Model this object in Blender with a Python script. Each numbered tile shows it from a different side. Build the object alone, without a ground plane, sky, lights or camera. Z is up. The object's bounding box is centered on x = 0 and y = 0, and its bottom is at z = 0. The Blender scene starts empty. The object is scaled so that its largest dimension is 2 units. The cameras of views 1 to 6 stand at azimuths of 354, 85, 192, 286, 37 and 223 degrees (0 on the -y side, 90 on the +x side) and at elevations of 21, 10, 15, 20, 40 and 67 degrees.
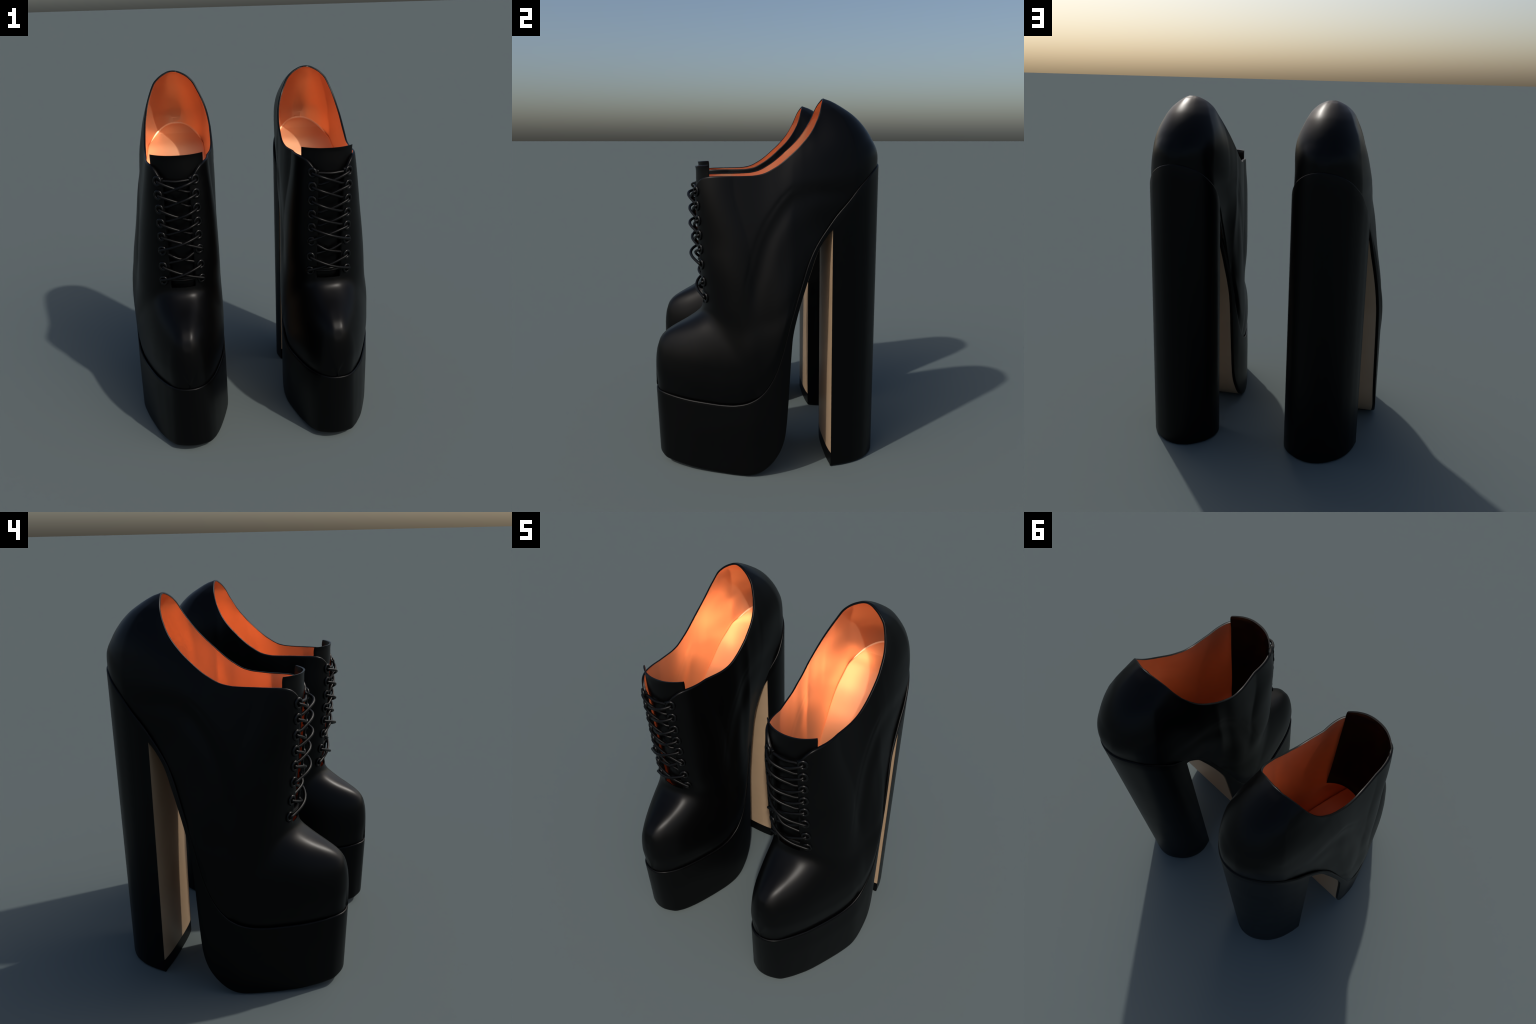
# A pair of black leather platform oxfords with block heels.
# The right shoe is described; the left one is its mirror image.
import bpy, math
import numpy as np

# ------------------------------------------------------------------ helpers
def spline(xs, ys):
    """smooth monotone (pchip) interpolant through control points"""
    x = np.array(xs, float); y = np.array(ys, float)
    h = np.diff(x); d = np.diff(y) / h
    m = np.zeros_like(x)
    for i in range(1, len(x) - 1):
        if d[i-1] * d[i] > 0:
            w1 = 2*h[i] + h[i-1]; w2 = h[i] + 2*h[i-1]
            m[i] = (w1 + w2) / (w1/d[i-1] + w2/d[i])
    m[0] = d[0]; m[-1] = d[-1]
    def f(q):
        q = np.clip(np.asarray(q, float), x[0], x[-1])
        i = np.clip(np.searchsorted(x, q) - 1, 0, len(x) - 2)
        t = (q - x[i]) / h[i]
        return ((1+2*t)*(1-t)**2*y[i] + t*(1-t)**2*h[i]*m[i]
                + t*t*(3-2*t)*y[i+1] + t*t*(t-1)*h[i]*m[i+1])
    return f

def catmull(pts, n=24, closed=False):
    """centripetal-ish Catmull-Rom through points"""
    p = np.array(pts, float)
    if closed:
        q = np.vstack([p[-1], p, p[0], p[1]])
    else:
        q = np.vstack([2*p[0]-p[1], p, 2*p[-1]-p[-2]])
    out = []
    for i in range(1, len(q) - 2):
        p0, p1, p2, p3 = q[i-1], q[i], q[i+1], q[i+2]
        t0 = 0.0
        t1 = t0 + max(np.linalg.norm(p1-p0), 1e-6)**0.5
        t2 = t1 + max(np.linalg.norm(p2-p1), 1e-6)**0.5
        t3 = t2 + max(np.linalg.norm(p3-p2), 1e-6)**0.5
        for k in range(n):
            t = t1 + (t2-t1)*k/n
            a1 = (t1-t)/(t1-t0)*p0 + (t-t0)/(t1-t0)*p1
            a2 = (t2-t)/(t2-t1)*p1 + (t-t1)/(t2-t1)*p2
            a3 = (t3-t)/(t3-t2)*p2 + (t-t2)/(t3-t2)*p3
            b1 = (t2-t)/(t2-t0)*a1 + (t-t0)/(t2-t0)*a2
            b2 = (t3-t)/(t3-t1)*a2 + (t-t1)/(t3-t1)*a3
            out.append((t2-t)/(t2-t1)*b1 + (t-t1)/(t2-t1)*b2)
    if not closed:
        out.append(p[-1])
    return np.array(out)

def sstep(a, b, x):
    t = np.clip((x-a)/(b-a), 0, 1)
    return t*t*(3-2*t)

def arclen(p):
    return np.concatenate([[0], np.cumsum(np.linalg.norm(np.diff(p, axis=0), axis=1))])

def resample(p, s):
    l = arclen(p)
    return np.stack([np.interp(s, l, p[:, k]) for k in range(p.shape[1])], 1)

# ------------------------------------------------------------------ profiles
# plan of the sole edge, outer and inner side, toe tip to heel back (x, y)
PLAN_OUT = [(.405, -.617), (.438, -.6135), (.470, -.602), (.498, -.580), (.525, -.537), (.557, -.477), (.592, -.405),
            (.643, -.272), (.674, -.18), (.694, -.11), (.706, -.05), (.714, 0), (.7185, .045), (.714, .085), (.702, .125),
            (.687, .165), (.669, .205), (.651, .245), (.638, .295), (.627, .345), (.607, .42), (.590, .468),
            (.567, .510), (.543, .543), (.510, .573), (.470, .600), (.430, .6150), (.397, .619)]
PLAN_IN = [(.405, -.617), (.374, -.6135), (.348, -.602), (.322, -.580), (.297, -.537), (.273, -.477), (.250, -.405),
           (.217, -.275), (.198, -.18), (.191, -.10), (.189, -.03), (.192, .03), (.201, .075), (.215, .125),
           (.232, .18), (.2445, .235), (.239, .285), (.222, .345), (.211, .42), (.220, .473),
           (.235, .510), (.257, .543), (.288, .573), (.326, .600), (.364, .6150), (.397, .619)]
_loop = catmull(PLAN_OUT[:-1] + PLAN_IN[:0:-1], 30, closed=True)
_no = (len(PLAN_OUT) - 1) * 30
PO = _loop[:_no+1]                                    # toe -> heel along outer side
PI = np.vstack([_loop[_no:], _loop[:1]])[::-1]        # toe -> heel along inner side

def inset_curve(c, d, sgn):
    t = np.gradient(c, axis=0); t /= np.linalg.norm(t, axis=1)[:, None]
    n = np.stack([-t[:, 1], t[:, 0]], 1) * sgn
    return c + n*d
XC = .405
def half_table(c):
    y = np.maximum.accumulate(c[:, 1])
    return y, c[:, 0]
INSET = .009
_tabs = {}
for nm, c, sg in (('o', PO, 1), ('i', PI, -1)):
    for d in (0.0, INSET):
        _tabs[nm, d] = half_table(inset_curve(c, d, sg))
def plan_x(side, y, ins=0.0):
    """x of the sole edge at y, set in by up to INSET"""
    a = np.interp(y, *_tabs[side, 0.0]); b = np.interp(y, *_tabs[side, INSET])
    k = np.clip(ins/INSET, 0, 1)
    return a + (b-a)*k

# seam between upper and sole in side view, z over y
seam = spline([-.62, -.596, -.538, -.446, -.338, -.26, -.205, -.145, -.076, -.024, .019, .062, .096, .125, .148, .175,
               .199, .227, .261, .305, .356, .422, .472, .525, .58, .62],
              [.420, .420, .412, .402, .396, .393, .395, .406, .438, .488, .561, .682, .812, .910, .985, 1.067,
               1.141, 1.206, 1.268, 1.332, 1.400, 1.472, 1.530, 1.581, 1.630, 1.657])
# collar edge in side view
collar = spline([-.40, -.378, -.372, -.36, -.345, -.32, -.28, -.168, -.087, -.037, .037, .119, .192, .233, .265, .285, .30, .310],
                [1.525, 1.540, 1.556, 1.575, 1.588, 1.596, 1.599, 1.600, 1.602, 1.610, 1.646, 1.711, 1.783, 1.838, 1.903, 1.960, 1.990, 2.001])
collar_y = spline([1.60, 1.646, 1.711, 1.783, 1.838, 1.903, 1.960, 1.990, 2.001], [-.08, .037, .119, .192, .233, .265, .285, .30, .310])
# x along the collar
COL = {'o': spline([-.40, -.32, -.20, -.06, .04, .13, .20, .235, .262, .277, .2845, .291, .2985, .305, .311],
                   [.520, .534, .562, .572, .576, .573, .562, .550, .530, .508, .488, .469, .442, .417, .393]),
       'i': spline([-.40, -.32, -.18, -.06, .03, .10, .17, .22, .26, .277, .2845, .291, .2985, .305, .311],
                   [.262, .255, .228, .203, .194, .194, .202, .218, .250, .276, .295, .314, .342, .368, .390])}
# back of the heel counter and of the ankle front over z
back = spline([1.55, 1.635, 1.675, 1.726, 1.795, 1.855, 1.909, 1.951, 1.984, 2.001, 2.02],
              [.609, .612, .611, .602, .573, .532, .478, .416, .355, .312, .311])
ankle_front = spline([.45, .6, .7, .8, .88, .95, 1.1, 1.3, 1.5, 1.6, 2.02],
                     [-.10, -.22, -.29, -.328, -.347, -.353, -.368, -.381, -.393, -.397, -.398])
# ridge of the toe cap, z over y
ridge = spline([-.620, -.617, -.614, -.607, -.589, -.556, -.495, -.425, -.331, -.25, -.10, .0],
               [.30, .50, .590, .644, .700, .738, .775, .811, .874, .915, .96, .97])
# crease on the flanks where the arch swells out from the ankle, y over z / z over y arc
CREASE = catmull([(.40, 1.50), (.346, 1.547), (.263, 1.574), (.172, 1.562), (.098, 1.52), (.045, 1.46), (-.012, 1.374),
                  (-.062, 1.27), (-.095, 1.16), (-.125, 1.04), (-.150, .88), (-.185, .744), (-.2, .62)], 12)

def side_x(s, y, z):
    """flank between sole edge and collar"""
    zs = seam(y); zt = collar(y)
    h = np.clip((z-zs)/(zt-zs), 0, 1.06)
    ins = INSET*(1 - .75*sstep(0.0, .13, z-zs))
    p = plan_x(s, y, ins)
    if s == 'o':
        e = 1.75 + .55*sstep(-.05, .27, y)
    else:
        e = 1.0 + .5*sstep(0.0, .27, y)
    bulge = 0 if s == 'o' else -.070*4*np.clip(h, 0, 1)**1.5*(1-np.clip(h, 0, 1))*sstep(.05, .24, y) - .009*4*np.clip(h, 0, 1)*(1-np.clip(h, 0, 1))*sstep(-.34, -.2, y)*sstep(.2, .06, y)
    hollow = -.024*np.exp(-((y-.19)/.10)**2-((z-1.36)/.17)**2)*np.clip(h/.12, 0, 1) - .017*np.exp(-((y-.10)/.08)**2-((z-1.16)/.18)**2)*np.clip(h/.12, 0, 1) if s == 'o' else .009*np.exp(-((y-.09)/.08)**2-((z-1.13)/.2)**2)*np.clip(h/.12, 0, 1)
    fill = .008*(1 if s == 'o' else -1)*np.exp(-((y-.25)/.09)**2-((z-1.74)/.09)**2)*np.clip((1-h)/.12, 0, 1)
    return p + (COL[s](y)-p)*h**e + bulge + hollow + fill

def crease_push(y, z):
    """signed soft step across the crease arc, positive behind and below it"""
    d = np.hypot(y[..., None]-CREASE[:, 0], z[..., None]-CREASE[:, 1])
    k = d.argmin(-1); dist = d.min(-1)
    t = np.gradient(CREASE, axis=0)[k]
    sgn = (y-CREASE[k, 0])*t[..., 1] - (z-CREASE[k, 1])*t[..., 0]
    inside = np.where(sgn < 0, 1, -1)
    sd = dist*inside
    fade = sstep(0, 18, k)*(1-sstep(len(CREASE)-40, len(CREASE)-8, k))
    return fade*(-.0017*np.exp(-(sd/.009)**2) - .0085*np.exp(-((sd-.055)/.042)**2)*(sd > -.06))

def counter_start(z):
    return .27-.06*np.clip((np.asarray(z)-1.9)/.1, 0, 1)**1.3

def flank(s, y, z):
    """x of the whole outer surface (toe cap joined to ankle) at side position y, height z"""
    sg = 1 if s == 'o' else -1
    xc = XC
    # ---- toe cap : plan outline closed over by the ridge
    zs = seam(y); zr = ridge(y)
    tau = np.clip((z-zs)/np.maximum(zr-zs, 1e-4), 0, 1)
    ins = INSET*(1 - sstep(0.0, .13, z-zs))
    hw = np.maximum((plan_x(s, y, ins)-xc)*sg, 0)
    flat = sstep(-.60, -.40, y)
    hw = hw + .008*sstep(-.02, .05, z-zs)*sstep(.40, .2, z-zs)*sstep(-.60, -.47, y)*sstep(-.02, -.15, y)*(hw > 0)
    toe = hw*(1-tau**(2.9+.6*flat))**(1/(2.5+.5*flat))
    # ---- ankle : flank closed by a rounded front
    yf = ankle_front(z)
    up = sstep(.82, 1.2, z); up2 = sstep(1.2, 1.55, z)
    p = 2.0+.15*up+.5*up2; q = 2.0+.15*up+.2*up2; y1 = -.05-.05*up-.08*up2
    if s == 'i':
        full = sstep(.85, 1.0, z)*sstep(1.55, 1.4, z); p = p+.45*full; q = q+.35*full
    f = np.clip((y1-y)/(y1-yf), 0, 1)
    sx = side_x(s, y, z)
    sx1 = side_x(s, np.maximum(y, y1), z)
    ank = np.maximum((np.minimum(sx1*sg, (sx if 1 else 0)*sg + .3)-xc*sg), 0)*(1-f**p)**(1/q)
    ank = np.where(y < yf, 0, ank)
    k = .030
    m = np.maximum(toe, ank); d = np.abs(toe-ank)
    m = m + np.where((toe > 0) & (ank > 0), np.maximum(k-d, 0)**2/(4*k), 0)
    # ---- heel counter beyond y0 : the plan shape drawn in toward the top
    y0 = counter_start(z)
    yb = back(z)
    u = np.clip((y-y0)/np.maximum(yb-y0, 1e-4), 0, 1)
    shape = np.sqrt(np.maximum(1-u**2.3, 0))*(1+.05*np.sin(math.pi*np.clip(u*1.15, 0, 1))*sstep(1.76, 1.9, z))
    W = (side_x(s, np.full_like(y0, .27), z)-.397)*sg
    W = W + .011*np.exp(-((z-1.80)/.08)**2)*sstep(0, .3, u)
    yc = collar_y(z); uc = np.clip((yc-y0)/np.maximum(yb-y0, 1e-4), 0, .995)     # high up it has to meet the collar
    Wc = (COL[s](yc)-.397)*sg/(np.sqrt(1-uc**2.3)*(1+.05*np.sin(math.pi*np.clip(uc*1.15, 0, 1))))
    W = W + (Wc-W)*sstep(1.85, 1.93, z)
    cnt = np.maximum(W*shape, 0)
    near = np.maximum(sstep(0, .20, z-seam(y)), 1-sstep(y0, y0+.12, y))
    low = np.maximum((plan_x(s, y, INSET*.6)-.397)*sg, 0)
    cnt = (low + (cnt-low)*np.maximum(near, sstep(1.66, 1.8, z))) + (.397-xc)*sg
    x = np.where(y > y0, cnt, m)
    return xc + sg*x

# ------------------------------------------------------------------ the upper as a grid of columns
ZL = np.concatenate([np.arange(.335, .88, .004), np.arange(.88, 1.88, .01), np.arange(1.88, 2.0006, .0025)])
SLOT = (.339, .472)                 # lacing gap
THROAT = .905
def edge_samples(n, w, e0):
    """0..1 samples, denser close to 0 (edge of the lacing gap)"""
    return np.linspace(0, 1, n)**e0
NX, NF, NM, NB = 16, 46, 34, 34
def half_slice(s, z):
    sg = 1 if s == 'o' else -1
    yft = np.interp(z, [.30, .50, .590, .644, .700, .738, .775, .811, .874],
                    [-.617, -.617, -.614, -.607, -.589, -.556, -.495, -.425, -.331]) if z < .874 else 9
    yfront = min(yft, float(ankle_front(z)))
    if z < .57:
        yfront = -.617
    ya = -.10
    q = np.linspace(0, 1, 900)
    y = yfront + (ya-yfront)*q**2.5
    x = flank(s, y, np.full_like(y, z))
    ok = (x-XC)*sg > 1e-6
    if ok.any():                                       # find the tip exactly, then sample again from it
        i0 = int(np.argmax(ok)); lo_, hi_ = y[max(i0-1, 0)], y[i0]
        for _ in range(2):
            yy = np.linspace(lo_, hi_, 60)
            o2 = (flank(s, yy, np.full(60, z))-XC)*sg > 1e-6
            i1 = int(np.argmax(o2)); lo_, hi_ = yy[max(i1-1, 0)], yy[i1]
        y = lo_ + (ya-lo_)*q**2.5
        x = flank(s, y, np.full_like(y, z)); x[0] = XC
    c = np.stack([x, y], 1)
    xe = SLOT[1] if s == 'o' else SLOT[0]
    # up to the slot edge: columns of constant x
    hw = np.maximum.accumulate((c[:, 0]-XC)*sg)
    xs = np.linspace(0, 1, NX+1)*abs(xe-XC)
    ys = np.interp(xs, hw + np.arange(len(hw))*1e-9, c[:, 1])
    A = np.stack([XC+sg*xs, ys], 1)
    j = np.searchsorted(hw, abs(xe-XC))
    rest = np.vstack([A[-1], c[j:]])
    L = arclen(rest)[-1]
    fr = np.concatenate([[0, .006, .014, .026, .042], np.linspace(.062, 1, NF-4)])
    B = resample(rest, L*fr)[1:]
    y0 = float(counter_start(z)); yb = float(back(z))
    ym = np.linspace(ya, y0, NM+1)[1:]
    th = np.linspace(0, math.pi/2, NB+1)[1:]
    yk = y0+(yb-y0)*np.sin(th)
    yy = np.concatenate([ym, yk])
    xx = flank(s, yy, np.full_like(yy, z))
    return np.vstack([A, B, np.stack([xx, yy], 1)])

def build_columns():
    H = {s: np.array([half_slice(s, float(z)) for z in ZL]) for s in 'oi'}
    # soften along z what the toe/ankle union leaves rough
    for s in 'oi':
        a = H[s]
        x = np.concatenate([a, np.repeat(ZL[:, None, None], a.shape[1], 1)], 2)
        sg = 1 if s == 'o' else -1
        push = crease_push(x[..., 1], x[..., 2])
        x[..., 0] += sg*push*(1 if s == 'o' else .6)
        k0 = NX+NF+NM; a_, b_ = k0-14, k0+14               # ease flank into heel counter
        win = (np.sin(np.linspace(0, math.pi, b_-a_))**.5)[None]
        for _ in range(120):
            y = x[:, a_-1:b_+1, 1]; X = x[:, a_-1:b_+1, 0]
            tt = (y[:, 1:-1]-y[:, :-2])/np.maximum(y[:, 2:]-y[:, :-2], 1e-6)
            lin = X[:, :-2]+(X[:, 2:]-X[:, :-2])*tt
            x[:, a_:b_, 0] += .5*win*(lin-X[:, 1:-1])
        H[s] = x
    return H
COLS = build_columns()
NCOL = COLS['o'].shape[1]

N1, N2 = 56, 70
def rows_for(col, slotcol):
    """cut one column at the seam and at the top line, then space rows along it"""
    y = col[:, 1]; z = col[:, 2]
    f = z - (seam(y) - .004)
    neg = np.nonzero(f < 0)[0]
    a = neg[-1] if len(neg) else 0
    t = -f[a]/(f[a+1]-f[a]) if len(neg) else 0
    pa = col[a]+(col[a+1]-col[a])*t
    g = z - collar(y)
    if slotcol:
        b = np.argmax(z > THROAT)-1
        pb = col[b]+(col[b+1]-col[b])*(THROAT-z[b])/(z[b+1]-z[b])
        mid = pb; bm = b
        c1 = np.vstack([pa, col[a+1:b+1], pb])
        c2 = None
    else:
        zz = np.nonzero((g > 0) & (np.arange(len(z)) > a+1))[0]
        if len(zz):
            b = zz[0]-1
            u = -g[b]/(g[b+1]-g[b]); pb = col[b]+(col[b+1]-col[b])*np.clip(u, 0, 1)
        else:
            b = len(z)-2; pb = col[-1]
        zm = max(THROAT, pa[2]+.35*(pb[2]-pa[2]))
        m = np.argmax(z > zm)-1
        pm = col[m]+(col[m+1]-col[m])*(zm-z[m])/(z[m+1]-z[m])
        c1 = np.vstack([pa, col[a+1:m+1], pm]); c2 = np.vstack([pm, col[m+1:b+1], pb])
    L1 = arclen(c1)[-1]
    lead = np.array([0, .003, .007, .012, .018])
    if L1 < .06: lead = lead*L1/.06
    s1 = np.concatenate([lead, lead[-1]+(L1-lead[-1])*np.linspace(0, 1, N1-3)[1:]])
    r1 = resample(c1, s1)
    if c2 is None:
        return r1, None
    L2 = arclen(c2)[-1]
    tail = np.array([.018, .012, .0078, .0045, .0018, 0])
    s2 = np.concatenate([(L2-.018)*np.linspace(0, 1, N2-5)[1:], L2-tail[1:]])
    return r1, resample(c2, s2)

# column order around the shoe: heel back -> outer -> front -> inner -> back (closed)
ORDER = [('o', k) for k in range(NCOL-1, 0, -1)] + [('i', k) for k in range(0, NCOL-1)]
def grid_upper():
    P = np.full((len(ORDER), N1+N2, 3), np.nan)
    for c, (s, k) in enumerate(ORDER):
        slotcol = k < NX
        r1, r2 = rows_for(COLS[s][:, k], slotcol)
        P[c, :len(r1)] = r1
        if r2 is not None:
            P[c, len(r1):len(r1)+len(r2)] = r2
    n = len(r1)
    return P, n
GRID, NR1 = grid_upper()
NR = NR1 + (N2-1)
GRID = GRID[:, :NR]

# the top line over the heel as one smooth arc
_ya = np.linspace(.10, .268, 8)
_arc = [(float(COL['o'](y)), y, float(collar(y))) for y in _ya]
_arc += [(.508, .277, 1.939), (.488, .2845, 1.959), (.469, .291, 1.974), (.442, .2985, 1.988), (.418, .305, 1.997), (.393, .3085, 2.0),
         (.368, .305, 1.997), (.342, .2985, 1.988), (.314, .291, 1.974), (.295, .2845, 1.959), (.276, .277, 1.939)]
_arc += [(float(COL['i'](y)), y, float(collar(y))) for y in _ya[::-1]]
HEEL_ARC = catmull(_arc, 16)
for _ in range(60):
    HEEL_ARC[1:-1] += .5*((HEEL_ARC[:-2]+HEEL_ARC[2:])/2-HEEL_ARC[1:-1])
HEEL_ARC[:, 2] += .0035*np.exp(-((HEEL_ARC[:, 0]-.393)/.08)**2)
def snap_heel_arc(G):
    """lay the tops of the heel columns on the arc, easing the columns along"""
    A = HEEL_ARC; LA = arclen(A)
    nu = G.shape[0]
    S = {}
    for c in range(nu):                                # drop the heel columns onto the arc
        if G[c, NR-1, 1] > .12:
            S[c] = LA[np.argmin(np.linalg.norm(A-G[c, NR-1], axis=1))]
    seq = [c for c in list(range(nu//2, -1, -1))+list(range(nu-1, nu//2, -1)) if c in S]
    v = np.array([S[c] for c in seq])
    for _ in range(30):
        v[1:-1] += .5*((v[:-2]+v[2:])/2-v[1:-1])
    S = dict(zip(seq, v))
    w = np.zeros(NR); w[NR1:] = np.linspace(0, 1, NR-NR1+1)[1:]; w = w**1.6
    for c, q in S.items():
        p = np.array([np.interp(q, LA, A[:, k]) for k in range(3)])
        G[c] += w[:, None]*(p-G[c, NR-1])
    return G
GRID = snap_heel_arc(GRID.copy())

def smooth_grid(G, it, w=.5):
    """relax interior nodes so that the valley between toe cap and ankle is soft"""
    G = G.copy()
    for _ in range(it):
        a = np.roll(G, 1, 0); b = np.roll(G, -1, 0)
        L = np.full_like(G, np.nan)
        L[:, 1:-1] = (a[:, 1:-1]+b[:, 1:-1]+G[:, :-2]+G[:, 2:])/4
        m = ~np.isnan(L).any(2)
        zone = np.exp(-((G[..., 2]-.86)/.10)**2)*sstep(.02, -.12, G[..., 1])*(1 if True else 0)
        zone = np.where(np.isnan(zone), 0, zone)
        ww = (w*zone)[..., None]
        G[m] = (G + ww*(np.nan_to_num(L)-G))[m]
    return G

def normals(G):
    du = np.roll(G, -1, 0)-np.roll(G, 1, 0)
    du2 = np.roll(G, -1, 0)-G; du3 = G-np.roll(G, 1, 0)
    du = np.where(np.isnan(du), np.where(np.isnan(du2), du3, du2), du)
    dv = np.empty_like(G)
    dv[:, 1:-1] = G[:, 2:]-G[:, :-2]; dv[:, 0] = G[:, 1]-G[:, 0]; dv[:, -1] = G[:, -1]-G[:, -2]
    dvb = np.empty_like(G); dvb[:, 1:] = G[:, 1:]-G[:, :-1]; dvb[:, 0] = dv[:, 0]
    dv = np.where(np.isnan(dv), dvb, dv)
    n = np.cross(du, dv)
    n /= np.maximum(np.linalg.norm(n, axis=2), 1e-9)[..., None]
    return n      # sign fixed by caller

GRID = smooth_grid(GRID, 30)
NORM = normals(GRID)
_c = np.nanmean(GRID[..., :2].reshape(-1, 2), axis=0)
_t = NORM[NCOL-1-40, 20]; 
if _t[0] < 0: NORM = -NORM     # outer flank must point to +x

mid_cols = [c for c, (s_, k_) in enumerate(ORDER) if k_ < 10]
for _ in range(12):                                    # steady normals over the toe tip
    for c in mid_cols:
        NORM[c, :26] = (NORM[c-1, :26]+2*NORM[c, :26]+NORM[c+1, :26])/4
NORM[mid_cols] /= np.maximum(np.linalg.norm(NORM[mid_cols], axis=2), 1e-9)[..., None]

def edge_roll(G, N, r_top, r_bot):
    """roll the top line and the bottom edge inward like turned leather"""
    G = G.copy()
    def off(d, r):
        d = np.minimum(d, r)
        return r-np.sqrt(np.maximum(r*r-(r-d)**2, 0))
    for c in range(G.shape[0]):
        s, k = ORDER[c]
        last = NR1 if k < NX else NR
        col = G[c, :last]
        l = arclen(col)
        rt = r_top
        if k < NX: rt = .0
        elif k < NX+34: rt = .0095-.004*float(sstep(NX+10, NX+34, k))
        o = off(l[-1]-l, rt) if rt > 0 else 0*l
        o = np.maximum(o, off(l, r_bot))
        if k >= NX and k < NX+6:                     # sides of the lacing gap
            xe = SLOT[1] if s == 'o' else SLOT[0]
            d = np.abs(col[:, 0]-xe)
            oo = off(d, .009)*sstep(THROAT-.01, THROAT+.03, col[:, 2])
            o = np.maximum(o, oo)
        G[c, :last] = col - N[c, :last]*o[:, None]
    return G

# ------------------------------------------------------------------ mesh building
def new_mesh(name, verts, faces, mat, smooth=True, angle=None):
    me = bpy.data.meshes.new(name)
    me.from_pydata([tuple(map(float, v)) for v in verts], [], faces)
    me.validate(); me.update()
    me.materials.append(mat)
    if smooth:
        me.polygons.foreach_set('use_smooth', [True]*len(me.polygons))
        if angle:
            me.set_sharp_from_angle(angle=math.radians(angle))
    return me

def grid_mesh(G, closed_u=True):
    """verts/faces of a column grid that may hold empty (nan) nodes"""
    nu, nv = G.shape[:2]
    idx = -np.ones((nu, nv), int)
    ok = ~np.isnan(G).any(2)
    idx[ok] = np.arange(ok.sum())
    faces = []
    for u in range(nu if closed_u else nu-1):
        w = (u+1) % nu
        for v in range(nv-1):
            q = (idx[u, v], idx[w, v], idx[w, v+1], idx[u, v+1])
            if min(q) >= 0:
                faces.append(tuple(int(i) for i in q))
    return G[ok], faces, idx

def shell(G, N, t0, t1):
    """closed shell between offsets t0 and t1 below the surface G"""
    A = G-N*t0; B = G-N*t1
    va, fa, ia = grid_mesh(A); vb, fb, _ = grid_mesh(B)
    n = len(va)
    faces = list(fa)+[tuple(i+n for i in reversed(f)) for f in fb]
    cnt = {}
    for f in fa:
        for a, b in zip(f, f[1:]+f[:1]):
            cnt[(a, b)] = 1
    for (a, b) in list(cnt):
        if (b, a) not in cnt:
            faces.append((b, a, a+n, b+n))
    return np.vstack([va, vb]), faces

def orient(verts, faces, ref_dir_sum=True):
    """make face normals point outward for a closed mesh"""
    v = np.asarray(verts); vol = 0
    for f in faces:
        for i in range(1, len(f)-1):
            vol += np.dot(v[f[0]], np.cross(v[f[i]], v[f[i+1]]))
    return faces if vol > 0 else [tuple(reversed(f)) for f in faces]

def tube(path, r, seg=10):
    p = np.asarray(path); n = len(p)
    t = np.gradient(p, axis=0); t /= np.linalg.norm(t, axis=1)[:, None]
    up = np.array([0, -1.0, .1]); verts = []
    for i in range(n):
        a = np.cross(t[i], up); a /= np.linalg.norm(a)
        b = np.cross(a, t[i])
        rr = r*(.55 if i in (0, n-1) else 1)
        for k in range(seg):
            w = 2*math.pi*k/seg
            verts.append(p[i]+rr*(math.cos(w)*a+math.sin(w)*b))
    faces = [(i*seg+k, i*seg+(k+1) % seg, (i+1)*seg+(k+1) % seg, (i+1)*seg+k)
             for i in range(n-1) for k in range(seg)]
    faces += [tuple(range(seg-1, -1, -1)), tuple(range((n-1)*seg, n*seg))]
    return np.array(verts), orient(verts, faces)

def loft(rings_pts, cap=True):
    """rings: list of equal-length open rows joined into a strip"""
    R = np.array(rings_pts); m, n = R.shape[:2]
    f = [(i*n+k, i*n+k+1, (i+1)*n+k+1, (i+1)*n+k) for i in range(m-1) for k in range(n-1)]
    return R.reshape(-1, 3), f

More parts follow.
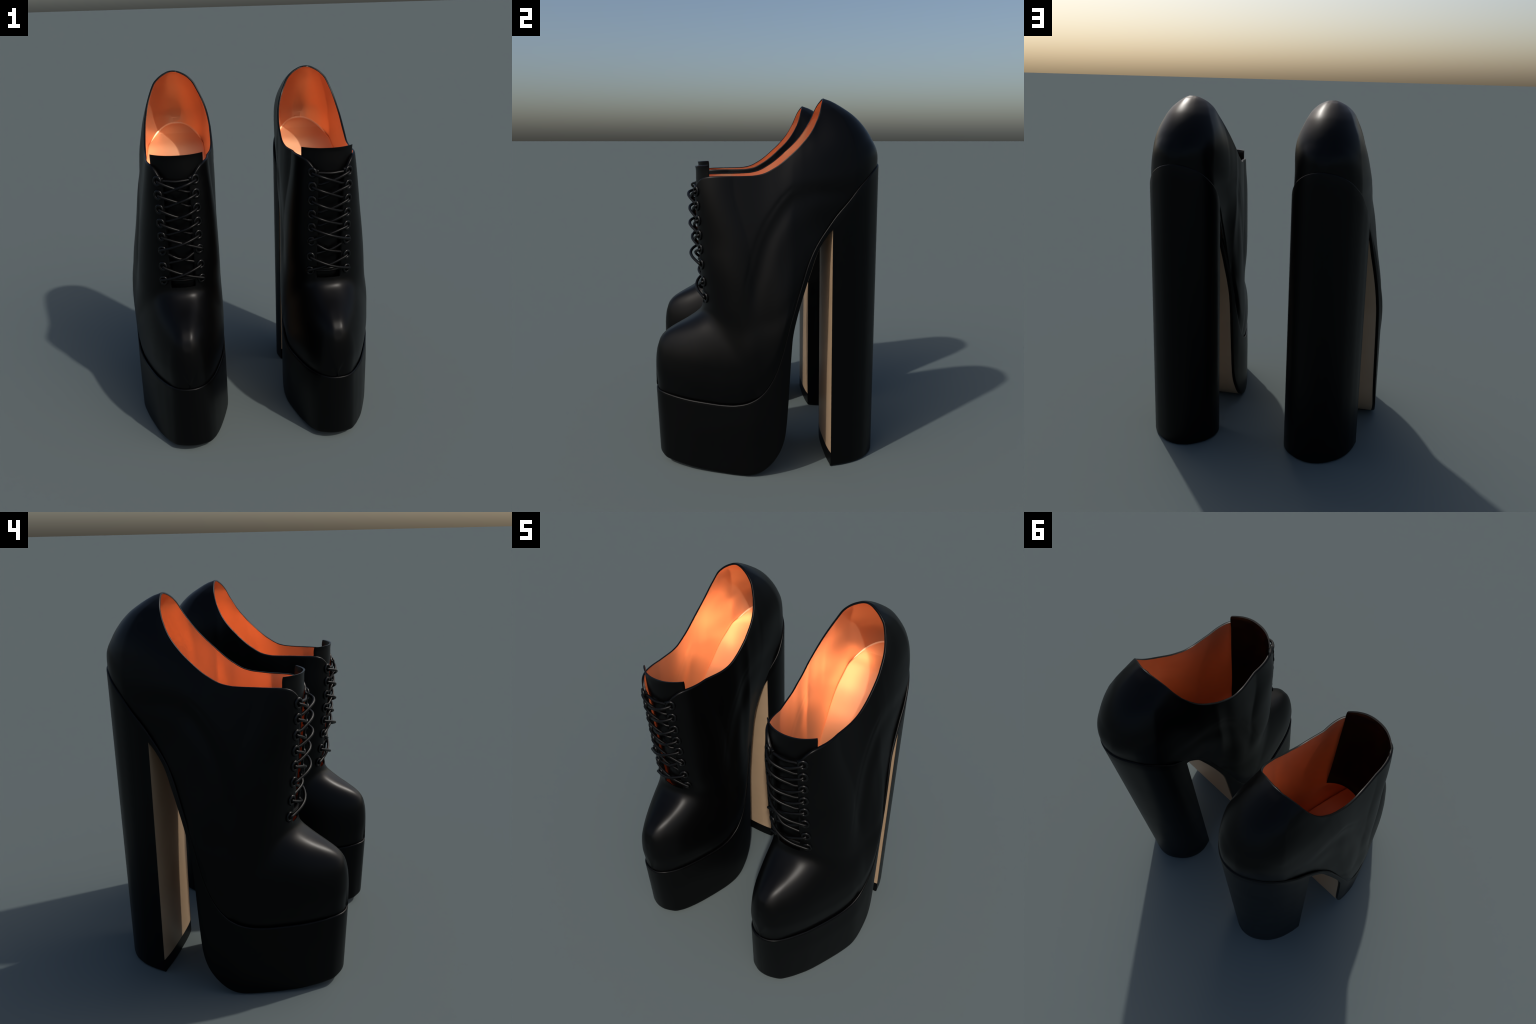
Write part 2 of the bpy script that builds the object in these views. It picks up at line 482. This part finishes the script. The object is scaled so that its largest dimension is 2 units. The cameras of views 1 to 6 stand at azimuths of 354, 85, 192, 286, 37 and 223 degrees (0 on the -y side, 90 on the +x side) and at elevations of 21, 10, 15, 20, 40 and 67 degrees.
# ------------------------------------------------------------------ materials
def principled(name, col, rough, spec=.5, coat=0.0, grain=None, vary=None, rough_var=.03, metal=0.0):
    m = bpy.data.materials.new(name); m.use_nodes = True
    nt = m.node_tree; b = nt.nodes['Principled BSDF']
    b.inputs['Base Color'].default_value = (*col, 1)
    b.inputs['Roughness'].default_value = rough
    b.inputs['Specular IOR Level'].default_value = spec
    b.inputs['Coat Weight'].default_value = coat
    b.inputs['Metallic'].default_value = metal
    tc = nt.nodes.new('ShaderNodeTexCoord')
    no = nt.nodes.new('ShaderNodeTexNoise'); no.inputs['Scale'].default_value = 9; no.inputs['Detail'].default_value = 4
    nt.links.new(tc.outputs['Object'], no.inputs['Vector'])
    mr = nt.nodes.new('ShaderNodeMapRange')
    mr.inputs['To Min'].default_value = rough-rough_var; mr.inputs['To Max'].default_value = rough+rough_var
    nt.links.new(no.outputs['Fac'], mr.inputs['Value'])
    nt.links.new(mr.outputs['Result'], b.inputs['Roughness'])
    if vary:
        cr = nt.nodes.new('ShaderNodeValToRGB')
        cr.color_ramp.elements[0].position = .3; cr.color_ramp.elements[1].position = .7
        cr.color_ramp.elements[0].color = (*vary, 1); cr.color_ramp.elements[1].color = (*col, 1)
        nt.links.new(no.outputs['Fac'], cr.inputs['Fac'])
        nt.links.new(cr.outputs['Color'], b.inputs['Base Color'])
    if grain:
        scale, strength = grain
        vo = nt.nodes.new('ShaderNodeTexVoronoi'); vo.inputs['Scale'].default_value = scale
        nt.links.new(tc.outputs['Object'], vo.inputs['Vector'])
        bu = nt.nodes.new('ShaderNodeBump'); bu.inputs['Strength'].default_value = strength
        bu.inputs['Distance'].default_value = .002
        nt.links.new(vo.outputs['Distance'], bu.inputs['Height'])
        nt.links.new(bu.outputs['Normal'], b.inputs['Normal'])
    return m

M_UPPER = principled('black_calf_leather', (.0012, .0012, .0013), .36, spec=.16)
M_SOLE = principled('black_covered_sole', (.0012, .0012, .0013), .38, spec=.15)
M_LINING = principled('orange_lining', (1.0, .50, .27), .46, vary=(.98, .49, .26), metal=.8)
M_INSOLE = principled('orange_insole', (1.0, .52, .29), .44, vary=(.98, .51, .28), metal=.8)  # lining orange, paled slightly in the base colour for skylight on the insole
M_TAN = principled('tan_outsole_leather', (.43, .30, .19), .38, vary=(.405, .28, .175))
M_LACE = principled('black_waxed_lace', (.0016, .0015, .0015), .40, spec=.20)
M_EYE = principled('black_enamel_eyelet', (.0016, .0016, .0017), .30, spec=.28)

# ------------------------------------------------------------------ parts (right shoe)
PARTS = []      # (name, verts, faces, material, sharp angle, parent part)
def add(name, v, f, mat, angle=None, parent=None):
    PARTS.append((name, np.asarray(v), f, mat, angle, parent))

# upper shell and lining
G_up = edge_roll(GRID, NORM, .0055, .006)
skirt = G_up[:, :1]-NORM[:, :1]*.002; skirt[..., 2] -= .030     # lasting edge, drawn down behind the sole rim
v, f = shell(np.concatenate([skirt, G_up], 1), np.concatenate([NORM[:, :1], NORM], 1), 0, .0048)
add('upper', v, orient(v, f), M_UPPER, 60)
G_li = G_up.copy()
G_li[:, NR-2:] = np.nan                              # stops a little below the black top line
for c, (s_, k_) in enumerate(ORDER):
    if k_ < NX: G_li[c, NR1-9:] = np.nan
    elif k_ < NX+7: G_li[c, NR1-9:] = np.nan
foot = G_li[:, :1]-NORM[:, :1]*.004; foot[..., 2] -= .026       # tucked under the insole
G_li = np.concatenate([foot, G_li], 1); N_li = np.concatenate([NORM[:, :1], NORM], 1)
v, f = shell(G_li, N_li, .0051, .0085)
add('lining', v, orient(v, f), M_LINING, 60)

# where the lining stands a little above the seam, x over y on both sides
WALL = {}
for sd in 'oi':
    ps = []
    for c, (s_, k_) in enumerate(ORDER):
        if s_ == sd and k_ > NX+NF-6:
            q = G_li[c]-N_li[c]*.0085
            q = q[~np.isnan(q).any(1)]; h_ = q[:, 2]-seam(q[:, 1]); j_ = int(np.argmax(h_ > .028))
            ps.append((q[j_, 1], q[j_, 0]))
    ps = np.array(sorted(ps)); WALL[sd] = (ps[:, 0], ps[:, 1])

# insole: slab across the shoe, following the seam a little above it
def insole():
    ys = np.concatenate([np.linspace(-.52, .10, 50), np.linspace(.11, .56, 50), .56+.036*np.sin(np.linspace(0, math.pi/2, 14)[1:])])
    rows = []
    for y in ys:
        z = float(seam(y))
        lift = .002+.024*(1-float(sstep(.42, .56, y)))+.012*float(sstep(-.05, .1, y)*(1-sstep(.36, .5, y)))
        # distance inward of the wall
        mg = .006+.007*float(sstep(-.1, .3, y))
        xo = float(plan_x('o', y, INSET))-mg; xi = float(plan_x('i', y, INSET))+mg
        k = float(sstep(-.10, -.02, y)*sstep(.52, .44, y))       # along the arch it runs out to the lining
        xo += k*(float(np.interp(y, *WALL['o']))+.002-xo); xi += k*(float(np.interp(y, *WALL['i']))-.002-xi)
        w = (xo-xi)/2; xm = (xo+xi)/2
        th = np.linspace(-1, 1, 41)
        e = np.sign(th)*(1-(1-np.abs(th))**1.6)
        r = .010
        dist = (1-np.abs(e))*w
        d = np.minimum(dist, r)
        drop = r-np.sqrt(np.maximum(r*r-(r-d)**2, 0))
        endd = min(.597-y, r); dr2 = r-math.sqrt(max(r*r-(r-max(endd, 0))**2, 0))
        zz = z+lift-np.maximum(drop, dr2)
        rows.append(np.stack([xm+e*w, np.full(41, y), zz], 1))
    top = np.array(rows); bot = top.copy(); bot[..., 2] = seam(ys)[:, None]+.004
    va, fa = loft(top); vb, fb = loft(bot)
    n = len(va); m, k = top.shape[:2]
    f = fa+[tuple(i+n for i in reversed(q)) for q in fb]
    ring = [i for i in range(k)]+[i*k+k-1 for i in range(1, m)]+[(m-1)*k+i for i in range(k-2, -1, -1)]+[i*k for i in range(m-2, 0, -1)]
    for a, b in zip(ring, ring[1:]+ring[:1]):
        f.append((b, a, a+n, b+n))
    v = np.vstack([va, vb])
    return v, orient(v, f)
v, f = insole()
add('insole', v, f, M_INSOLE, 60)

# tongue
def tongue():
    nx, nz = 33, 70
    zs = np.concatenate([np.linspace(.86, 1.615, nz), np.linspace(1.615, 1.645, 9)[1:]])
    def surf(back_off):
        out = []
        for z in zs:
            yc = float(ankle_front(min(z, 1.56)))+.0215+.004*float(sstep(1.56, 1.40, z))
            lip = max(z-1.618, 0)/.027
            yc -= .004*lip**2
            u = np.linspace(-1, 1, nx)
            x = .395+.136*u
            y = yc+.062*np.abs(u)**2.3 + back_off
            out.append(np.stack([x, y, np.full(nx, z)-(0 if back_off == 0 else .001)], 1))
        return np.array(out)
    a, b = surf(0), surf(.009)
    va, fa = loft(a); vb, fb = loft(b); n = len(va); m, k = a.shape[:2]
    f = fa+[tuple(i+n for i in reversed(q)) for q in fb]
    ring = [i for i in range(k)]+[i*k+k-1 for i in range(1, m)]+[(m-1)*k+i for i in range(k-2, -1, -1)]+[i*k for i in range(m-2, 0, -1)]
    for p, q in zip(ring, ring[1:]+ring[:1]):
        f.append((q, p, p+n, q+n))
    v = np.vstack([va, vb])
    return v, orient(v, f)
v, f = tongue()
add('tongue', v, f, M_UPPER, 50)

# ---- sole: platform and arch
BREAST = .332
under_pts = catmull([(-.62, .040), (-.55, .028), (-.45, .015), (-.35, .007), (-.25, .002), (-.17, .0), (-.11, .004), (-.055, .022),
                     (-.005, .060), (.033, .107), (.060, .158), (.077, .215), (.086, .285), (.094, .392), (.102, .529), (.110, .665),
                     (.120, .775), (.145, .884), (.184, 1.012), (.221, 1.118), (.256, 1.213), (.286, 1.264), (.315, 1.302), (BREAST, 1.318)], 14)
def under(y):
    return np.interp(y, under_pts[:, 0], under_pts[:, 1])

def outline_pairs(ys):
    """edge points at the same y on both sides, with inward plan normals"""
    o = np.stack([plan_x('o', ys), ys], 1); i = np.stack([plan_x('i', ys), ys], 1)
    def nrm(c, crv, sgn):
        t = np.gradient(crv, axis=0); t /= np.linalg.norm(t, axis=1)[:, None]
        n = np.stack([-t[:, 1], t[:, 0]], 1)*sgn
        yy = np.maximum.accumulate(crv[:, 1])
        nn = np.stack([np.interp(c[:, 1], yy, n[:, k]) for k in (0, 1)], 1)
        return nn/np.linalg.norm(nn, axis=1)[:, None]
    return o, nrm(o, PO, 1), i, nrm(i, PI, -1)

def walls(ys, zlo, zhi, rb, nrow=26):
    """rows of the wall outline from the bottom bevel to the top rim, for both sides"""
    o, no, i, ni = outline_pairs(ys)
    lo = zlo(ys); hi = zhi(ys)
    hgt = np.maximum(hi-lo, .02)
    rbv = np.minimum(rb, hgt*.2)
    rt = np.minimum(.007, hgt*.2)
    prof = []        # (inset, z)
    for a in np.linspace(0, math.pi/2, 5):
        prof.append((rbv*(1-math.sin(a)), lo+rbv*(1-math.cos(a))))
    for q in np.linspace(0, 1, nrow)[1:-1]:
        prof.append((0*lo, lo+rbv+(hi-rt-lo-rbv)*q))
    for a in np.linspace(0, math.pi/2, 5):
        prof.append((rt*(1-math.cos(a)), hi-rt+rt*math.sin(a)))
    prof.append((rt+.003, hi-.002)); prof.append((rt+.006, hi-.008)); prof.append((rt+.02, hi-.010))
    O = np.stack([np.column_stack([o+no*np.minimum(a, .9)[:, None], z]) if np.ndim(a) else np.column_stack([o+no*a, z]) for a, z in prof], 1)
    I = np.stack([np.column_stack([i+ni*a[:, None], z]) if np.ndim(a) else np.column_stack([i+ni*a, z]) for a, z in prof], 1)
    for R in (O, I):                     # the ledge under the upper follows the seam
        R[:, -1, 2] = np.minimum(R[:, -1, 2], seam(R[:, -1, 1])-.012)
        R[:, -2, 2] = np.minimum(R[:, -2, 2], seam(R[:, -2, 1])-.006)
    return O, I      # (station, row, 3)

def block(ys, zlo, zhi, rb, tip_cap=0, nb=12):
    """loops: outer wall up, across the top, inner wall down, across the bottom"""
    O, I = walls(ys, zlo, zhi, rb)
    loops = []
    for k in range(len(ys)):
        a, b = O[k], I[k][::-1]
        topc = [a[-1]+(b[0]-a[-1])*t for t in np.linspace(0, 1, nb)[1:-1]]
        botc = [b[-1]+(a[0]-b[-1])*t for t in np.linspace(0, 1, nb)[1:-1]]
        loops.append(np.vstack([a, topc, b, botc]))
    L = np.array(loops); m, n = L.shape[:2]
    f = [(i*n+k, i*n+(k+1) % n, (i+1)*n+(k+1) % n, (i+1)*n+k) for i in range(m-1) for k in range(n)]
    if tip_cap:
        r = O.shape[1]; t = 0 if tip_cap < 0 else m-1
        for q in range(r-1):
            a, b = t*n+q, t*n+q+1
            c, d = t*n+r+nb-2+(r-1-q), t*n+r+nb-2+(r-2-q)
            f.append((a, b, d, c))
    return L, f

tipd = np.concatenate([[0], np.geomspace(.0004, .06, 26)])
ys_toe = -.6168+tipd
arc = under_pts[(under_pts[:, 0] > -.545)]
s = arclen(arc); s = np.linspace(0, s[-1], 130)
ys_rest = resample(arc, s)[:, 0]
ys = np.concatenate([ys_toe, ys_rest]); ys = np.unique(np.round(ys, 5)); ys[-1] = BREAST
L, f = block(ys, under, seam, .012, -1)
n = L.shape[1]
t = .62+.38*sstep(0, .16, seam(L[..., 1])-L[..., 2])             # the wall widens a little toward the ground
mid = sstep(-.61, -.50, L[..., 1])*sstep(.06, -.12, L[..., 1])
side = np.clip((L[..., 0]-.43)/.15, -1, 1)
L[..., 0] += side*np.where(side > 0, .013, .009)*t*mid
L[..., 1] += .014*np.clip((seam(L[..., 1])-L[..., 2])/.38, 0, 1)*sstep(-.55, -.61, L[..., 1])
V = L.reshape(-1, 3)
f = f+[tuple((len(ys)-1)*n+k for k in range(n))]
add('platform_sole', V, orient(V, f), M_SOLE, 38)

# ---- heel block
ys = np.concatenate([np.linspace(BREAST, .55, 40), .6188-np.geomspace(.0688, .0004, 30)[1:], [.6188]])
L, f = block(ys, lambda y: np.zeros_like(y), seam, .010, 1)
m, n = L.shape[:2]
taper = 1+.018*sstep(BREAST, .40, L[..., 1])
L[..., 0] = .42+(L[..., 0]-.42)*taper
L[..., 1] += .010*(1-np.clip(L[..., 2]/1.3, 0, 1))*np.clip((.62-L[..., 1])/.288, 0, 1)
V = L.reshape(-1, 3)
back_ring = L[0].copy(); back_ring[:, 1] += .03; back_ring[:, 0] = .42+(back_ring[:, 0]-.42)*.95
V = np.vstack([V, back_ring]); nb = m*n
f = f+[(nb+k, nb+(k+1) % n, (k+1) % n, k) for k in range(n)]
f += [tuple(nb+k for k in range(n))]
add('heel', V, orient(V, f), M_SOLE, 38)

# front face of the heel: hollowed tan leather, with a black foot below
def breast(z0, z1, nz, nx=40):
    xo = float(plan_x('o', BREAST)); xi = float(plan_x('i', BREAST))
    def sheet(dy):
        rows = []
        for z in np.linspace(z0, z1, nz):
            k = 1-min(z/1.3, 1)
            tp = 1
            a = .42+(xi-.42)*tp+.0035; b = .42+(xo-.42)*tp-.0035
            u = np.linspace(-1, 1, nx)
            u = np.sign(u)*(1-(1-np.abs(u))**1.3)
            y = BREAST+.010*k-.011*(1-np.abs(u)**3)+dy
            rows.append(np.stack([(a+b)/2+(b-a)/2*u, y, np.full(nx, z)], 1))
        return np.array(rows)
    a, b = sheet(0), sheet(.006)
    va, fa = loft(a); vb, fb = loft(b); n = len(va); m, k = a.shape[:2]
    f = fa+[tuple(i+n for i in reversed(q)) for q in fb]
    ring = [i for i in range(k)]+[i*k+k-1 for i in range(1, m)]+[(m-1)*k+i for i in range(k-2, -1, -1)]+[i*k for i in range(m-2, 0, -1)]
    for p, q in zip(ring, ring[1:]+ring[:1]):
        f.append((q, p, p+n, q+n))
    v = np.vstack([va, vb])
    return v, orient(v, f)
v, f = breast(.079, 1.325, 50)
add('heel_breast', v, f, M_TAN, 50)
v, f = breast(.004, .078, 8)
add('heel_foot', v, f, M_SOLE, 50, 'heel')

# tan leather under the arch and the platform
def outsole():
    p = under_pts[(under_pts[:, 0] > -.565) & (under_pts[:, 0] < .329)]
    s = arclen(p); p = resample(p, np.linspace(0, s[-1], 140))
    t = np.gradient(p, axis=0); t /= np.linalg.norm(t, axis=1)[:, None]
    nrm = np.stack([t[:, 1], -t[:, 0]], 1)       # away from the foot
    def sheet(off, nx=24):
        rows = []
        for k in range(len(p)):
            y, z = p[k]+nrm[k]*off
            m = .017
            xo = float(plan_x('o', p[k, 0], 0))-m; xi = float(plan_x('i', p[k, 0], 0))+m
            rows.append(np.stack([np.linspace(xi, xo, nx), np.full(nx, y), np.full(nx, z)], 1))
        return np.array(rows)
    a, b = sheet(.0015), sheet(-.004)
    a[..., 2] = np.maximum(a[..., 2], -.0005)
    va, fa = loft(a); vb, fb = loft(b); n = len(va); m, k = a.shape[:2]
    f = fa+[tuple(i+n for i in reversed(q)) for q in fb]
    ring = [i for i in range(k)]+[i*k+k-1 for i in range(1, m)]+[(m-1)*k+i for i in range(k-2, -1, -1)]+[i*k for i in range(m-2, 0, -1)]
    for q, r in zip(ring, ring[1:]+ring[:1]):
        f.append((r, q, q+n, r+n))
    v = np.vstack([va, vb])
    return v, orient(v, f)
v, f = outsole()
add('outsole', v, f, M_TAN, 50)

# ---- eyelets and laces
EYE_Z = [1.518, 1.443, 1.365, 1.287, 1.211, 1.129, 1.036, .948]
EYE_X = {'o': [.499, .500, .500, .500, .501, .503, .507, .510], 'i': [.306]*6+[.304, .303]}
def front_y(s, x, z):
    """outer surface at x on the lacing side"""
    zi = int(np.argmin(np.abs(ZL-z))); c = COLS[s][zi]
    sg = 1 if s == 'o' else -1
    h = np.maximum.accumulate((c[:NX+NF, 0]-XC)*sg)
    return float(np.interp((x-XC)*sg, h, c[:NX+NF, 1]))
def surf_frame(s, x, z):
    e = .008
    y = front_y(s, x, z)
    dx = (front_y(s, x+e, z)-front_y(s, x-e, z))/(2*e)
    dz = (front_y(s, x, z+.03)-front_y(s, x, z-.03))/.06
    n = np.array([dx, -1, dz]); n /= np.linalg.norm(n)
    return np.array([x, y, z]), n
EYES = {}
for s in 'oi':
    for r in range(8):
        EYES[s, r] = surf_frame(s, EYE_X[s][r], EYE_Z[r])

def torus(R, r, nu=28, nv=10):
    v = []; f = []
    for i in range(nu):
        a = 2*math.pi*i/nu
        for j in range(nv):
            b = 2*math.pi*j/nv
            v.append(((R+r*math.cos(b))*math.cos(a), (R+r*math.cos(b))*math.sin(a), r*math.sin(b)))
    for i in range(nu):
        for j in range(nv):
            f.append((i*nv+j, ((i+1) % nu)*nv+j, ((i+1) % nu)*nv+(j+1) % nv, i*nv+(j+1) % nv))
    return np.array(v), orient(v, f)

LACE_R = .0078
LACES = []
rng = np.random.default_rng(7)
def strand(pts):
    p = catmull(pts, 10)
    l = arclen(p); p = resample(p, np.linspace(0, l[-1], 44))
    LACES.append(tube(p, LACE_R))

def strand_between(s0, r0, s1, r1, into, over):
    """lace out of eyelet r0 on side s0, across to side s1; into: ends in the eyelet r1, otherwise under the edge"""
    (p, n) = EYES[s0, r0]
    edge0 = SLOT[1] if s0 == 'o' else SLOT[0]
    edge1 = SLOT[1] if s1 == 'o' else SLOT[0]
    sg0 = 1 if s0 == 'o' else -1
    bul = (.036 if over else .016)
    if into: bul += .006
    bul *= rng.uniform(.82, 1.15); sag = rng.uniform(-.005, .004)
    q, nq = EYES[s1, r1]
    start = [p+n*-.006, p+n*.008+np.array([-sg0*.004, 0, -.003])]
    if into:
        end = [q+nq*.010+np.array([sg0*-.012*-1*-1, 0, .004]), q+nq*.006, q-nq*.006]
    else:
        ye = front_y(s1, edge1, EYE_Z[r1])
        end = [np.array([edge1+sg0*.012, ye-.002, q[2]+.013]), np.array([edge1-sg0*.004, ye+.011, q[2]+.010]),
               np.array([edge1-sg0*.02, ye+.016, q[2]+.007])]
    a = start[-1]; b = end[0]
    mids = []
    for t in (.2, .42, .64, .84):
        m = a+(b-a)*t
        chord_y = m[1]
        m = m.copy(); m[2] += sag*math.sin(math.pi*t); m[1] = chord_y-bul*math.sin(math.pi*t**(.85 if into else .72))
        mids.append(m)
    strand(start+mids+end)

for r in range(7):
    if r == 5:           # from the sixth row the lace runs below the edges
        for s0, s1, ov in (('i', 'o', True), ('o', 'i', False)):
            e0 = SLOT[1] if s0 == 'o' else SLOT[0]; e1 = SLOT[1] if s1 == 'o' else SLOT[0]
            g = 1 if s0 == 'o' else -1
            z0, z1 = EYE_Z[5]-.022, EYE_Z[6]+.018
            y0, y1 = front_y(s0, e0, z0), front_y(s1, e1, z1)
            strand([np.array([e0+g*.02, y0+.016, z0+.006]), np.array([e0+g*.002, y0+.010, z0]),
                    np.array([.405+g*.02, y0-(.006 if ov else -.004), (z0+z1)/2]),
                    np.array([e1-g*.002, y1+.010, z1]), np.array([e1-g*.02, y1+.016, z1-.006])])
        continue
    into = r in (4, 6)
    strand_between('i', r, 'o', r+1, into, True)
    strand_between('o', r, 'i', r+1, into, False)
for z, dz in ((1.515, 0), (.950, .0), (.957, .006)):      # straight bars at both ends
    ya = front_y('i', SLOT[0], z); yb = front_y('o', SLOT[1], z)
    strand([np.array([SLOT[0]-.02, ya+.016, z]), np.array([SLOT[0]+.002, ya+.011, z]), np.array([.405, (ya+yb)/2+.001, z-.003+dz]),
            np.array([SLOT[1]-.002, yb+.011, z+.001]), np.array([SLOT[1]+.02, yb+.016, z+.001])])

# ------------------------------------------------------------------ assemble both shoes
def link(o, parent=None):
    bpy.context.scene.collection.objects.link(o)
    if parent is not None:
        o.parent = parent
    return o

def flip(f):
    return [tuple(reversed(q)) for q in f]

tv, tf = torus(.0190, .0068)
EYE_MESH = new_mesh('eyelet', tv, tf, M_EYE)
import mathutils
for side in (1, -1):
    root = bpy.data.objects.new('platform_shoe', None)
    root.empty_display_size = .1
    root['label'] = 'black lace-up platform shoe with tall block heel and orange lining'
    root['category'] = 'high-heeled shoe'
    link(root)
    base = np.array([.405*side, 0, 0]); root.location = base
    made = {}
    M = np.array([side, 1, 1])
    for name, v, f, mat, ang, par in PARTS:
        me = new_mesh(name, v*M-base, f if side > 0 else flip(f), mat, True, ang)
        o = bpy.data.objects.new(name, me)
        made[name] = link(o, made.get(par, root) if par else root)
    for (s, r), (p, n) in EYES.items():
        o = bpy.data.objects.new('eyelet', EYE_MESH)
        q = (p+n*.0015)*M; nn = n*M
        o.rotation_euler = mathutils.Vector(nn).to_track_quat('Z', 'Y').to_euler()
        o.location = q-base
        o.scale = (1, 1.12, 1)
        link(o, made['upper'])
    for v, f in LACES:
        me = new_mesh('shoelace', v*M-base, f if side > 0 else flip(f), M_LACE)
        link(bpy.data.objects.new('shoelace', me), root)
